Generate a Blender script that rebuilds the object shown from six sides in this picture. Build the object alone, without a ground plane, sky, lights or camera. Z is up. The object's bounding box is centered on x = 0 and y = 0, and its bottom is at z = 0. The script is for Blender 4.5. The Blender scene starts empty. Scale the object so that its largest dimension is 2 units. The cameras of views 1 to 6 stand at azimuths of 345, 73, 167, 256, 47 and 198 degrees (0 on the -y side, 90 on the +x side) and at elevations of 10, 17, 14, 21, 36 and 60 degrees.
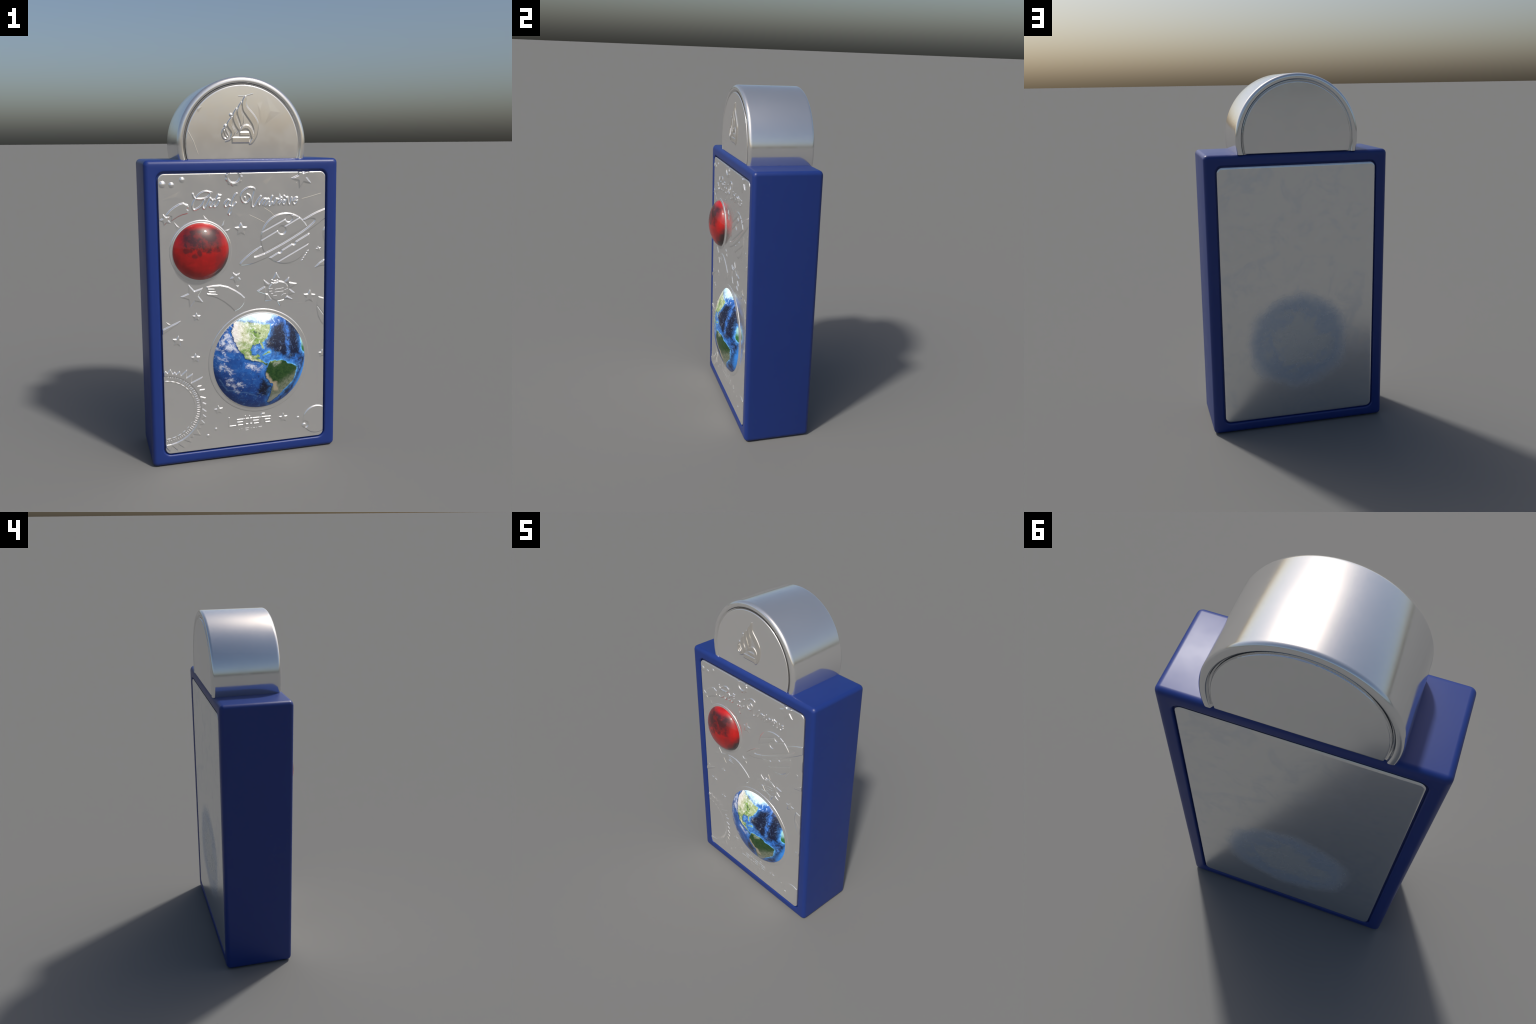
# A perfume bottle: blue rectangular body, embossed silver plates, two cabochon planets, arched silver cap.
import bpy, math
import numpy as np
from mathutils import Vector

rng = np.random.default_rng(7)

# ------------------------------------------------------------------ main sizes (metres)
BODY_HALF_W = 0.5055
BODY_FRONT, BODY_BACK = -0.1535, 0.2385
BODY_TOP = 1.5925
EDGE_R = 0.024                       # rounding of the body's edges
PLATE = dict(half_w=0.437, z0=0.066, z1=1.526, r=0.030)
PLATE_Y = -0.1530                    # front plate ground level
BACK_PLATE_Y = 0.2370
CAP_R, CAP_Z = 0.3340, 1.666
CAP_FRONT, CAP_BACK = -0.1335, 0.2410
MEDALLION_R = 0.2925
EARTH = dict(cx=0.0727, cz=0.5323, rx=0.2516, rz=0.2596, y0=-0.1580, h=0.0825, e=0.80, bezel=0.0215)
MARS = dict(cx=-0.2306, cz=1.1334, rx=0.1445, rz=0.1455, y0=-0.1580, h=0.0665, e=0.66, bezel=0.0125)

# ------------------------------------------------------------------ scene helpers
def add_object(name, mesh, parent=None, material=None):
    ob = bpy.data.objects.new(name, mesh)
    bpy.context.scene.collection.objects.link(ob)
    if parent is not None:
        ob.parent = parent
    if material is not None:
        mesh.materials.append(material)
    return ob

def mesh_from(name, verts, quads, smooth=True, normals=None):
    """verts (n,3), quads (m,4) arrays -> mesh (fast path)."""
    verts = np.asarray(verts, np.float32); quads = np.asarray(quads, np.int32)
    me = bpy.data.meshes.new(name)
    me.vertices.add(len(verts)); me.vertices.foreach_set('co', verts.ravel())
    n = len(quads)
    me.loops.add(n * 4); me.loops.foreach_set('vertex_index', quads.ravel())
    me.polygons.add(n)
    me.polygons.foreach_set('loop_start', np.arange(0, n * 4, 4, dtype=np.int32))
    me.polygons.foreach_set('use_smooth', np.full(n, smooth))
    me.update(calc_edges=True); me.validate()
    if normals is not None:
        me.normals_split_custom_set_from_vertices(normals.tolist())
    return me

def loft(name, loops, closed=True, cap_first=True, cap_last=True, angle=40):
    """Skin a list of equally long vertex loops; optionally close both ends with n-gons."""
    n = len(loops[0]); verts = [v for l in loops for v in l]; faces = []
    for k in range(len(loops) - 1):
        for i in range(n if closed else n - 1):
            j = (i + 1) % n
            faces.append((k*n+i, k*n+j, (k+1)*n+j, (k+1)*n+i))
    if cap_first: faces.append(tuple(reversed(range(n))))
    if cap_last: faces.append(tuple(range((len(loops)-1)*n, len(loops)*n)))
    me = bpy.data.meshes.new(name); me.from_pydata(verts, [], faces); me.update()
    import bmesh
    bm = bmesh.new(); bm.from_mesh(me)
    bmesh.ops.remove_doubles(bm, verts=bm.verts, dist=1e-6)
    bmesh.ops.recalc_face_normals(bm, faces=bm.faces); bm.to_mesh(me); bm.free()
    me.polygons.foreach_set('use_smooth', np.full(len(me.polygons), True))
    me.set_sharp_from_angle(angle=math.radians(angle))
    return me

def rounded_rect(hw, z0, z1, r, y, seg=8):
    pts = []
    for (cx, cz, a0) in ((hw-r, z1-r, 0), (-hw+r, z1-r, 90), (-hw+r, z0+r, 180), (hw-r, z0+r, 270)):
        for i in range(seg + 1):
            a = math.radians(a0 + 90*i/seg)
            pts.append((cx + r*math.cos(a), y, cz + r*math.sin(a)))
    return pts

# ------------------------------------------------------------------ node helpers
class Nodes:
    def __init__(self, name):
        self.mat = bpy.data.materials.new(name); self.mat.use_nodes = True
        self.t = self.mat.node_tree; self.bsdf = self.t.nodes['Principled BSDF']
    def new(self, kind, **kw):
        n = self.t.nodes.new(kind)
        for k, v in kw.items(): setattr(n, k, v)
        return n
    def link(self, a, b): self.t.links.new(a, b)
    def put(self, sock, v):
        if hasattr(v, 'links') or isinstance(v, bpy.types.NodeSocket): self.link(v, sock)
        else: sock.default_value = v
    def math(self, op, a, b=0.0, c=0.0, clamp=False):
        n = self.new('ShaderNodeMath', operation=op, use_clamp=clamp)
        for s, v in zip(n.inputs, (a, b, c)): self.put(s, v)
        return n.outputs[0]
    def vmath(self, op, a, b=None, scale=None):
        n = self.new('ShaderNodeVectorMath', operation=op)
        self.put(n.inputs[0], a)
        if b is not None: self.put(n.inputs[1], b)
        if scale is not None: self.put(n.inputs['Scale'], scale)
        return n.outputs['Value' if op in ('DOT_PRODUCT', 'LENGTH', 'DISTANCE') else 'Vector']
    def step(self, v, lo, hi, out_lo=0.0, out_hi=1.0):
        n = self.new('ShaderNodeMapRange', interpolation_type='SMOOTHSTEP', clamp=True)
        for s, x in zip(n.inputs, (v, lo, hi, out_lo, out_hi)): self.put(s, x)
        return n.outputs[0]
    def noise(self, vec, scale, detail=3.0, rough=0.55, distort=0.0):
        n = self.new('ShaderNodeTexNoise')
        self.put(n.inputs['Vector'], vec); n.inputs['Scale'].default_value = scale
        n.inputs['Detail'].default_value = detail; n.inputs['Roughness'].default_value = rough
        n.inputs['Distortion'].default_value = distort
        return n
    def mix(self, f, a, b, mode='MIX'):
        n = self.new('ShaderNodeMix', data_type='RGBA', blend_type=mode)
        self.put(n.inputs[0], f); 
        for s, v in ((n.inputs[6], a), (n.inputs[7], b)):
            self.put(s, (*v, 1.0) if isinstance(v, tuple) and len(v) == 3 else v)
        return n.outputs[2]
    def bump(self, height, strength, distance=0.002):
        n = self.new('ShaderNodeBump'); n.inputs['Strength'].default_value = strength
        n.inputs['Distance'].default_value = distance
        self.put(n.inputs['Height'], height); self.link(n.outputs[0], self.bsdf.inputs['Normal'])
    def coords(self): return self.new('ShaderNodeTexCoord').outputs['Object']

# ------------------------------------------------------------------ materials
def blue_lacquer():
    N = Nodes('blue_lacquer'); co = N.coords()
    v = N.noise(co, 3.0, 4).outputs['Fac']
    col = N.mix(v, (0.0080, 0.0265, 0.158), (0.0100, 0.0305, 0.174))
    N.put(N.bsdf.inputs['Base Color'], col)
    N.put(N.bsdf.inputs['Roughness'], N.step(N.noise(co, 9.0, 4).outputs['Fac'], 0.3, 0.7, 0.39, 0.42))
    N.bsdf.inputs['Specular IOR Level'].default_value = 0.42
    N.bump(N.noise(co, 5.0, 2).outputs['Fac'], 0.06, 0.001)
    return N.mat

def silver(name, tint=(0.79, 0.785, 0.775), rough=(0.13, 0.19), bump=0.04, metallic=0.82):
    N = Nodes(name); co = N.coords()
    n = N.noise(co, 5.0, 5, 0.6)
    col = N.mix(n.outputs['Fac'], tuple(0.94*c for c in tint), tint)
    N.put(N.bsdf.inputs['Base Color'], col)
    N.bsdf.inputs['Metallic'].default_value = metallic
    N.put(N.bsdf.inputs['Roughness'], N.step(N.noise(co, 11.0, 4).outputs['Fac'], 0.35, 0.7, *rough))
    N.bump(N.noise(co, 6.0, 2, 0.4).outputs['Fac'], bump, 0.003)
    return N.mat

def stained_silver():
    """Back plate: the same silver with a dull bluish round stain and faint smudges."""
    N = Nodes('stained_silver'); co = N.coords()
    warp = N.noise(co, 6.0, 4, 0.6)
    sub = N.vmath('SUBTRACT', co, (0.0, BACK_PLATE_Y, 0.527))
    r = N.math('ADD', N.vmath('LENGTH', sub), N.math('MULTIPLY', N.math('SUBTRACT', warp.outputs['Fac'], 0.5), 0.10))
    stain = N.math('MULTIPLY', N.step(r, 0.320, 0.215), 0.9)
    grain = N.noise(co, 60.0, 4, 0.7).outputs['Fac']
    smudge = N.step(N.noise(co, 7.0, 6, 0.7, 1.2).outputs['Fac'], 0.48, 0.64)
    silver_c = N.mix(smudge, (0.75, 0.75, 0.74), (0.685, 0.70, 0.72))
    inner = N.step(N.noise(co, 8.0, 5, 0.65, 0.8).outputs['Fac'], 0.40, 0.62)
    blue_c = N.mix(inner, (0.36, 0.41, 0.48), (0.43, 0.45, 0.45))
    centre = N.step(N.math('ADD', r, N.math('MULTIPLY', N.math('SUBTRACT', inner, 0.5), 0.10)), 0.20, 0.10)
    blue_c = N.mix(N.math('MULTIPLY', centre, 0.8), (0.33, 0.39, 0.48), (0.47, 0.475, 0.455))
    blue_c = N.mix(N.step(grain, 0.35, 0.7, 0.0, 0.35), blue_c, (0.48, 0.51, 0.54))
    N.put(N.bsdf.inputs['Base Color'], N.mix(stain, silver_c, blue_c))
    N.put(N.bsdf.inputs['Metallic'], N.math('SUBTRACT', 0.84, N.math('MULTIPLY', stain, 0.55)))
    rough = N.math('ADD', N.math('MULTIPLY', stain, 0.05), N.math('ADD', 0.20, N.math('MULTIPLY', smudge, 0.06)))
    N.put(N.bsdf.inputs['Roughness'], rough)
    N.bump(N.noise(co, 12.0, 5, 0.6).outputs['Fac'], 0.05, 0.002)
    return N.mat

def red_planet():
    N = Nodes('red_planet_enamel'); co = N.coords()
    p = N.vmath('SCALE', N.vmath('SUBTRACT', co, (MARS['cx'], MARS['y0'], MARS['cz'])), scale=1/MARS['rx'])
    sep = N.new('ShaderNodeSeparateXYZ'); N.link(p, sep.inputs[0]); X, Z = sep.outputs['X'], sep.outputs['Z']
    n1 = N.noise(p, 2.6, 5, 0.62, 0.3).outputs['Fac']; n2 = N.noise(p, 5.5, 4, 0.6).outputs['Fac']
    def blob(x, z, rx, rz, amp=0.9):
        q = N.vmath('MULTIPLY', N.vmath('SUBTRACT', p, (x, 0, z)), (1/rx, 0, 1/rz))
        d = N.math('ADD', N.vmath('LENGTH', q), N.math('MULTIPLY', N.math('SUBTRACT', n2, 0.5), amp*2.2))
        return N.step(d, 1.25, 0.45)
    # broad dark highland on the upper half, broken into blotches along its lower shore
    shore = N.math('ADD', Z, N.math('MULTIPLY', N.math('SUBTRACT', n2, 0.5), 1.1))
    shore = N.math('ADD', shore, N.math('MULTIPLY', N.math('SUBTRACT', n1, 0.5), 0.8))
    side = N.step(N.math('ABSOLUTE', N.math('ADD', X, 0.02)), 0.88, 0.52)
    high = N.math('MULTIPLY', N.math('MULTIPLY', N.step(shore, -0.06, 0.30), side), N.step(Z, 0.93, 0.74))
    holes = N.step(N.noise(p, 3.2, 3, 0.6).outputs['Fac'], 0.46, 0.66)
    dark = N.math('MULTIPLY', high, N.math('SUBTRACT', 1.0, N.math('MULTIPLY', holes, 0.32)))
    for b in ((-0.36, 0.52, 0.30, 0.34), (-0.58, 0.10, 0.14, 0.11), (0.10, 0.22, 0.34, 0.10), (-0.14, 0.02, 0.09, 0.17), (-0.27, -0.10, 0.13, 0.10), (0.46, 0.14, 0.08, 0.07), (-0.42, 0.12, 0.07, 0.10)):
        dark = N.math('MAXIMUM', dark, N.math('MULTIPLY', blob(*b, 0.80), 0.72))
    # dark crescent along the lower right limb and the far right
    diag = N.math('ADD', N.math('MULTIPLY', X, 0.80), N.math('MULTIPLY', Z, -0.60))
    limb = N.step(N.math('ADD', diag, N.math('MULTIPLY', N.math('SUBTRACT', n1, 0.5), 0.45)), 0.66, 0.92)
    spot = N.math('MULTIPLY', blob(0.62, -0.25, 0.20, 0.36), 0.55)
    red = N.mix(N.step(n1, 0.35, 0.7), (0.290, 0.0045, 0.0042), (0.420, 0.0070, 0.0058))
    c = N.mix(N.math('MULTIPLY', dark, 0.95), red, (0.030, 0.007, 0.010))
    c = N.mix(spot, c, (0.16, 0.010, 0.012))
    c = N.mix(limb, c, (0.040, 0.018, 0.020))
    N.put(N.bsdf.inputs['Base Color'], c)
    N.bsdf.inputs['Roughness'].default_value = 0.40
    N.bsdf.inputs['Specular IOR Level'].default_value = 0.32
    N.bsdf.inputs['Coat Weight'].default_value = 0.7
    N.bsdf.inputs['Coat Roughness'].default_value = 0.03
    return N.mat

def blue_planet():
    """Earth seen over the Americas; land = union of convex patches, colours follow the distance to the coast."""
    N = Nodes('blue_planet_enamel'); co = N.coords()
    p0 = N.vmath('MULTIPLY', N.vmath('SUBTRACT', co, (EARTH['cx'], 0, EARTH['cz'])), (1/EARTH['rx'], 0, 1/EARTH['rz']))
    wn = N.noise(p0, 7.0, 6, 0.65)
    wob = N.vmath('SCALE', N.vmath('SUBTRACT', wn.outputs['Color'], (0.5, 0.5, 0.5)), scale=0.15)
    p = N.vmath('MULTIPLY', N.vmath('ADD', p0, wob), (1, 0, 1))
    sep = N.new('ShaderNodeSeparateXYZ'); N.link(p, sep.inputs[0]); X, Z = sep.outputs['X'], sep.outputs['Z']

    def convex(pts):
        """signed distance (max of edge half planes) to a convex patch."""
        d = None
        cx = sum(a for a, _ in pts)/len(pts); cz = sum(b for _, b in pts)/len(pts)
        for i, (x0, z0) in enumerate(pts):
            x1, z1 = pts[(i+1) % len(pts)]
            nx, nz = (z1-z0), -(x1-x0); l = math.hypot(nx, nz); nx, nz = nx/l, nz/l
            if nx*(cx-x0) + nz*(cz-z0) > 0: nx, nz = -nx, -nz
            e = N.math('SUBTRACT', N.vmath('DOT_PRODUCT', p, (nx, 0, nz)), nx*x0 + nz*z0)
            d = e if d is None else N.math('MAXIMUM', d, e)
        return d
    def capsule(a, b, r, q=None):
        ax, az = a; dx, dz = b[0]-ax, b[1]-az; L = dx*dx + dz*dz
        rel = N.vmath('SUBTRACT', q or p, (ax, 0, az))
        t = N.math('MULTIPLY', N.vmath('DOT_PRODUCT', rel, (dx, 0, dz)), 1/L, clamp=True)
        along = N.new('ShaderNodeCombineXYZ')
        N.link(N.math('MULTIPLY', t, dx), along.inputs['X']); N.link(N.math('MULTIPLY', t, dz), along.inputs['Z'])
        return N.math('SUBTRACT', N.vmath('LENGTH', N.vmath('SUBTRACT', rel, along.outputs[0])), r)
    def union(*ds):
        d = ds[0]
        for e in ds[1:]:
            d = N.math('MINIMUM', d, e)
        return d

    north = union(convex([(-.52, .86), (-.28, .85), (.20, .78), (.17, .67), (-.02, .43), (-.21, .42), (-.45, .37), (-.58, .50), (-.60, .72)]),
                  convex([(-.56, .48), (-.21, .44), (-.28, .30), (-.46, .30)]), convex([(-.48, .34), (-.28, .34), (-.21, .13), (-.36, .16)]),
                  capsule((-.27, .19), (-.12, .21), .035), capsule((-.24, .16), (-.08, .10), .035),
                  capsule((-.08, .10), (.06, .02), .022), capsule((-.05, .45), (-.01, .37), .022), capsule((-.02, .23), (.13, .26), .012))
    south = union(convex([(.09, -.01), (.15, .09), (.37, .07), (.53, 0), (.78, -.16), (.69, -.44), (.52, -.59), (.25, -.46), (.06, -.28), (.03, -.16)]),
                  convex([(.22, -.42), (.53, -.58), (.40, -.70), (.17, -.90), (.13, -.88)]))
    africa = convex([(.89, .43), (1.05, .40), (1.05, .05), (.96, .12), (.90, .24)])
    land = union(north, south, africa)

    # ocean: deep blue, nearly black Atlantic basins, bright shelves
    fine = N.noise(p0, 9.0, 8, 0.68, 0.8).outputs['Fac']; soft = N.noise(p0, 2.5, 4, 0.6, 0.6).outputs['Fac']
    ocean = N.mix(N.step(soft, 0.32, 0.68), (0.010, 0.050, 0.230), (0.022, 0.135, 0.480))
    ocean = N.mix(N.step(Z, 0.25, -0.75), ocean, (0.012, 0.055, 0.260))
    ocean = N.mix(N.step(fine, 0.50, 0.68, 0.0, 0.55), ocean, (0.040, 0.190, 0.560))
    ocean = N.mix(N.step(fine, 0.46, 0.34, 0.0, 0.50), ocean, (0.008, 0.030, 0.160))
    basin = union(convex([(.18, .64), (.42, .72), (.50, .55), (.50, .16), (.30, .27), (.07, .40)]),
                  convex([(.62, .72), (.78, .66), (.86, .41), (.79, .18), (.63, .14)]),
                  convex([(.78, -.14), (.92, .05), (.90, -.20), (.72, -.52), (.55, -.66)]),
                  convex([(.0, -.38), (.14, -.42), (.14, -.62), (-.05, -.60)]))
    bm = N.step(N.math('ADD', basin, N.math('MULTIPLY', N.math('SUBTRACT', fine, 0.5), 0.28)), 0.12, 0.0)
    ocean = N.mix(N.math('MULTIPLY', bm, 0.97), ocean, (0.006, 0.008, 0.024))
    ridge = union(capsule((.53, .80), (.57, .53), .02), capsule((.57, .53), (.57, .23), .02), capsule((.86, -.05), (.80, -.45), .0),
                  capsule((.58, .22), (.72, .10), .02))
    ocean = N.mix(N.math('MULTIPLY', N.step(N.math('ADD', ridge, N.math('MULTIPLY', N.math('SUBTRACT', soft, 0.5), 0.25)), 0.06, -0.03), N.step(fine, 0.40, 0.62, 0.1, 0.75)), ocean, (0.055, 0.200, 0.640))
    shelf = N.math('MULTIPLY', N.step(land, 0.13, 0.01), N.step(fine, 0.38, 0.60, 0.25, 0.9))
    ocean = N.mix(N.math('MULTIPLY', shelf, N.step(X, -0.35, 0.10, 0.10, 0.70)), ocean, (0.060, 0.270, 0.760))
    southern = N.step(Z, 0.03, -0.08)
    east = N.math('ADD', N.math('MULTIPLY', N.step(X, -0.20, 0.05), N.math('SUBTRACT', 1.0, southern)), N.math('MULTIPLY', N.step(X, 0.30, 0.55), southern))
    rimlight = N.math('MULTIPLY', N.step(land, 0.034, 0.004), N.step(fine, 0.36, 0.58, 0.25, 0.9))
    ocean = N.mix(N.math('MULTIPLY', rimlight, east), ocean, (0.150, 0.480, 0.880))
    ocean = N.mix(N.math('MULTIPLY', N.step(land, 0.030, 0.010), N.math('SUBTRACT', 0.8, N.math('MULTIPLY', east, 0.8))), ocean, (0.010, 0.035, 0.110))  # navy shadow line drawn along the western coasts
    carib = union(capsule((-.19, .31), (-.10, .34), .08), capsule((.0, .15), (.25, .18), .06))
    ocean = N.mix(N.math('MULTIPLY', N.step(carib, 0.06, -0.04), N.step(fine, 0.40, 0.60, 0.15, 0.75)), ocean, (0.095, 0.330, 0.800))
    # bright cyan-blue band along the right limb
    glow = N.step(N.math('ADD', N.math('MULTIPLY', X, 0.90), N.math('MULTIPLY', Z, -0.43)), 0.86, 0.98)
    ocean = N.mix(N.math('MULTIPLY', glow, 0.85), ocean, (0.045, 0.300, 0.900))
    # limb darkening tinted into the lower left ocean
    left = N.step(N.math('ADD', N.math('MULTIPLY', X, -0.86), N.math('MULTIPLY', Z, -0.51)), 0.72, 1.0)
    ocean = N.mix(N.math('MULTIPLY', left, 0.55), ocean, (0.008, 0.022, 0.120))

    # land colours
    patch = N.noise(p0, 4.2, 5, 0.62, 0.4).outputs['Fac']; speck = N.noise(p0, 16.0, 6, 0.7).outputs['Fac']
    pale = N.mix(N.step(speck, 0.40, 0.62), (0.70, 0.71, 0.58), (0.40, 0.45, 0.20))
    green = N.mix(N.step(speck, 0.36, 0.66), (0.220, 0.400, 0.055), (0.065, 0.170, 0.025))
    prairie = N.math('SUBTRACT', 1.0, N.step(capsule((-.20, .70), (-.10, .50), .0, p0), 0.02, 0.20))
    coast = N.math('MULTIPLY', N.step(north, -0.10, -0.01), N.step(Z, 0.30, 0.80, 0.9, 0.55))
    gm = N.math('MAXIMUM', N.math('MULTIPLY', prairie, 0.9), N.math('MULTIPLY', coast, N.step(patch, 0.38, 0.55)))
    gm = N.math('MAXIMUM', gm, N.math('MULTIPLY', N.step(X, -0.20, 0.02), 0.55))
    west = N.step(N.math('ADD', X, N.math('MULTIPLY', Z, -0.25)), -0.52, -0.72)
    nland = N.mix(N.math('MINIMUM', gm, 1.0), pale, green)
    nland = N.mix(N.math('MULTIPLY', west, 0.85), nland, (0.78, 0.74, 0.74))
    lakes = union(capsule((-.13, .66), (-.08, .62), .004, p0), capsule((-.08, .66), (-.05, .63), .003, p0), capsule((-.16, .68), (-.14, .66), .004, p0))
    nland = N.mix(N.math('MULTIPLY', N.step(lakes, 0.022, 0.0), N.step(speck, 0.42, 0.56)), nland, (0.02, 0.06, 0.03))
    nland = N.mix(N.math('MULTIPLY', N.step(N.noise(p0, 11.0, 8, 0.72, 1.0).outputs['Fac'], 0.56, 0.64), 0.75), nland, (0.155, 0.190, 0.070))
    jungle = N.mix(N.step(speck, 0.35, 0.68), (0.008, 0.040, 0.009), (0.034, 0.080, 0.022))
    dry = N.mix(N.step(speck, 0.35, 0.65), (0.090, 0.120, 0.070), (0.200, 0.225, 0.165))
    sland = N.mix(N.step(N.math('ADD', Z, N.math('MULTIPLY', X, -0.45)), -0.48, -0.68), jungle, dry)
    sland = N.mix(N.step(N.math('ADD', Z, N.math('MULTIPLY', X, -0.30)), -0.68, -0.86, 0.0, 0.75), sland, (0.330, 0.350, 0.320))
    andes = union(capsule((.05, -.19), (.12, -.32), .012), capsule((.12, -.32), (.25, -.43), .016), capsule((.25, -.43), (.29, -.55), .03))
    sland = N.mix(N.math('MULTIPLY', N.step(N.math('ADD', andes, N.math('MULTIPLY', N.math('SUBTRACT', speck, 0.5), 0.12)), 0.05, -0.01), 0.75), sland, (0.46, 0.38, 0.28))
    llanos = capsule((.24, .02), (.34, .03), .01)
    sland = N.mix(N.math('MULTIPLY', N.step(N.math('ADD', llanos, N.math('MULTIPLY', N.math('SUBTRACT', speck, 0.5), 0.20)), 0.06, -0.02), 0.5), sland, (0.45, 0.50, 0.40))
    aland = N.mix(N.step(Z, 0.22, 0.36), (0.030, 0.130, 0.040), (0.30, 0.55, 0.55))
    lc = N.mix(N.step(Z, 0.02, 0.10), sland, nland)
    lc = N.mix(N.step(X, 0.80, 0.84), lc, aland)
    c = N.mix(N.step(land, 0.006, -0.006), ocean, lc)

    # arctic ice and the cloud veil along the top
    lat = N.math('ADD', Z, N.math('SUBTRACT', N.math('MULTIPLY', X, 0.10), N.math('MULTIPLY', N.math('MAXIMUM', N.math('SUBTRACT', X, 0.10), 0.0), 0.55)))
    arctic = N.step(N.math('ADD', lat, N.math('MULTIPLY', N.math('SUBTRACT', fine, 0.5), 0.50)), 0.75, 0.92)
    c = N.mix(arctic, c, (0.58, 0.84, 0.95))
    frost = N.math('MULTIPLY', N.step(fine, 0.54, 0.64), N.step(lat, 0.62, 0.80))
    c = N.mix(frost, c, (0.95, 0.98, 1.0))
    # thin white veil over the northern land, swirls over the dark basin
    veil = N.math('MULTIPLY', N.step(N.noise(p0, 6.0, 9, 0.72, 1.8).outputs['Fac'], 0.50, 0.64), N.step(Z, 0.22, 0.42, 0.0, 0.75))
    c = N.mix(N.math('MULTIPLY', veil, N.step(X, 0.25, -0.05)), c, (0.86, 0.87, 0.82))
    swirl = N.math('MULTIPLY', N.step(N.noise(p0, 5.0, 9, 0.74, 3.2).outputs['Fac'], 0.55, 0.66), N.step(capsule((.16, .46), (.26, .34), .04), 0.16, 0.0))
    c = N.mix(N.math('MULTIPLY', swirl, 0.6), c, (0.45, 0.55, 0.75))
    # clouds
    st = N.vmath('MULTIPLY', p0, (1.0, 1.0, 1.5))
    cl = N.noise(st, 8.0, 9, 0.72, 1.6).outputs['Fac']
    sea = N.step(land, 0.0, 0.08)
    def bank(d, width): return N.step(N.math('ADD', d, N.math('MULTIPLY', N.math('SUBTRACT', cl, 0.5), 0.42)), width, -0.06)
    banks = union(capsule((-.78, .26), (-.74, .16), .0), capsule((-.74, .16), (-.85, .11), .0), capsule((-.85, .11), (-.94, .17), .0),
                  capsule((-.84, .02), (-.86, -.05), .02), capsule((-.76, -.05), (-.66, -.11), .015), capsule((-.30, .01), (-.18, -.01), .035),
                  capsule((-.14, -.05), (.0, -.02), .01), capsule((-.72, .40), (-.52, .35), .04), capsule((-.72, .62), (-.66, .50), .03),
                  capsule((-.80, .47), (-.80, .44), .02), capsule((-.70, -.30), (-.64, -.28), .015), capsule((-.70, -.40), (-.60, -.42), .01),
                  capsule((-.50, -.39), (-.44, -.42), .01), capsule((-.58, -.50), (-.52, -.56), .01))
    c = N.mix(N.math('MULTIPLY', bank(banks, 0.05), N.math('MULTIPLY', sea, 0.9)), c, (0.72, 0.76, 0.86))
    front = union(capsule((-.88, -.32), (-.74, -.51), .004), capsule((-.74, -.51), (-.54, -.57), .006), capsule((-.54, -.57), (-.32, -.59), .004), capsule((-.32, -.59), (-.11, -.69), .002))
    c = N.mix(N.math('MULTIPLY', N.step(N.math('ADD', front, N.math('MULTIPLY', N.math('SUBTRACT', fine, 0.5), 0.09)), 0.022, -0.010), 0.26), c, (0.25, 0.50, 0.75))
    wisps = N.math('MULTIPLY', N.step(cl, 0.56, 0.70), N.step(X, 0.75, -0.2, 0.25, 0.55))
    c = N.mix(N.math('MULTIPLY', wisps, sea), c, (0.30, 0.52, 0.84))
    atl = N.math('MULTIPLY', N.step(N.noise(p0, 7.0, 9, 0.75, 2.5).outputs['Fac'], 0.54, 0.66), N.math('MULTIPLY', sea, N.step(X, 0.0, 0.25)))
    c = N.mix(N.math('MULTIPLY', atl, 0.32), c, (0.20, 0.36, 0.75))
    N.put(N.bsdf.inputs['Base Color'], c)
    N.bsdf.inputs['Roughness'].default_value = 0.30
    N.bsdf.inputs['Specular IOR Level'].default_value = 0.40
    return N.mat

BLUE = blue_lacquer()
SILVER = silver('embossed_silver')
SILVER_CAP = silver('polished_silver', rough=(0.12, 0.17), bump=0.10, metallic=0.86)
BRONZE = silver('bronzed_silver', tint=(0.735, 0.705, 0.655), rough=(0.16, 0.22))
STAINED = stained_silver()
RED = red_planet()
EARTH_MAT = blue_planet()

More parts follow.
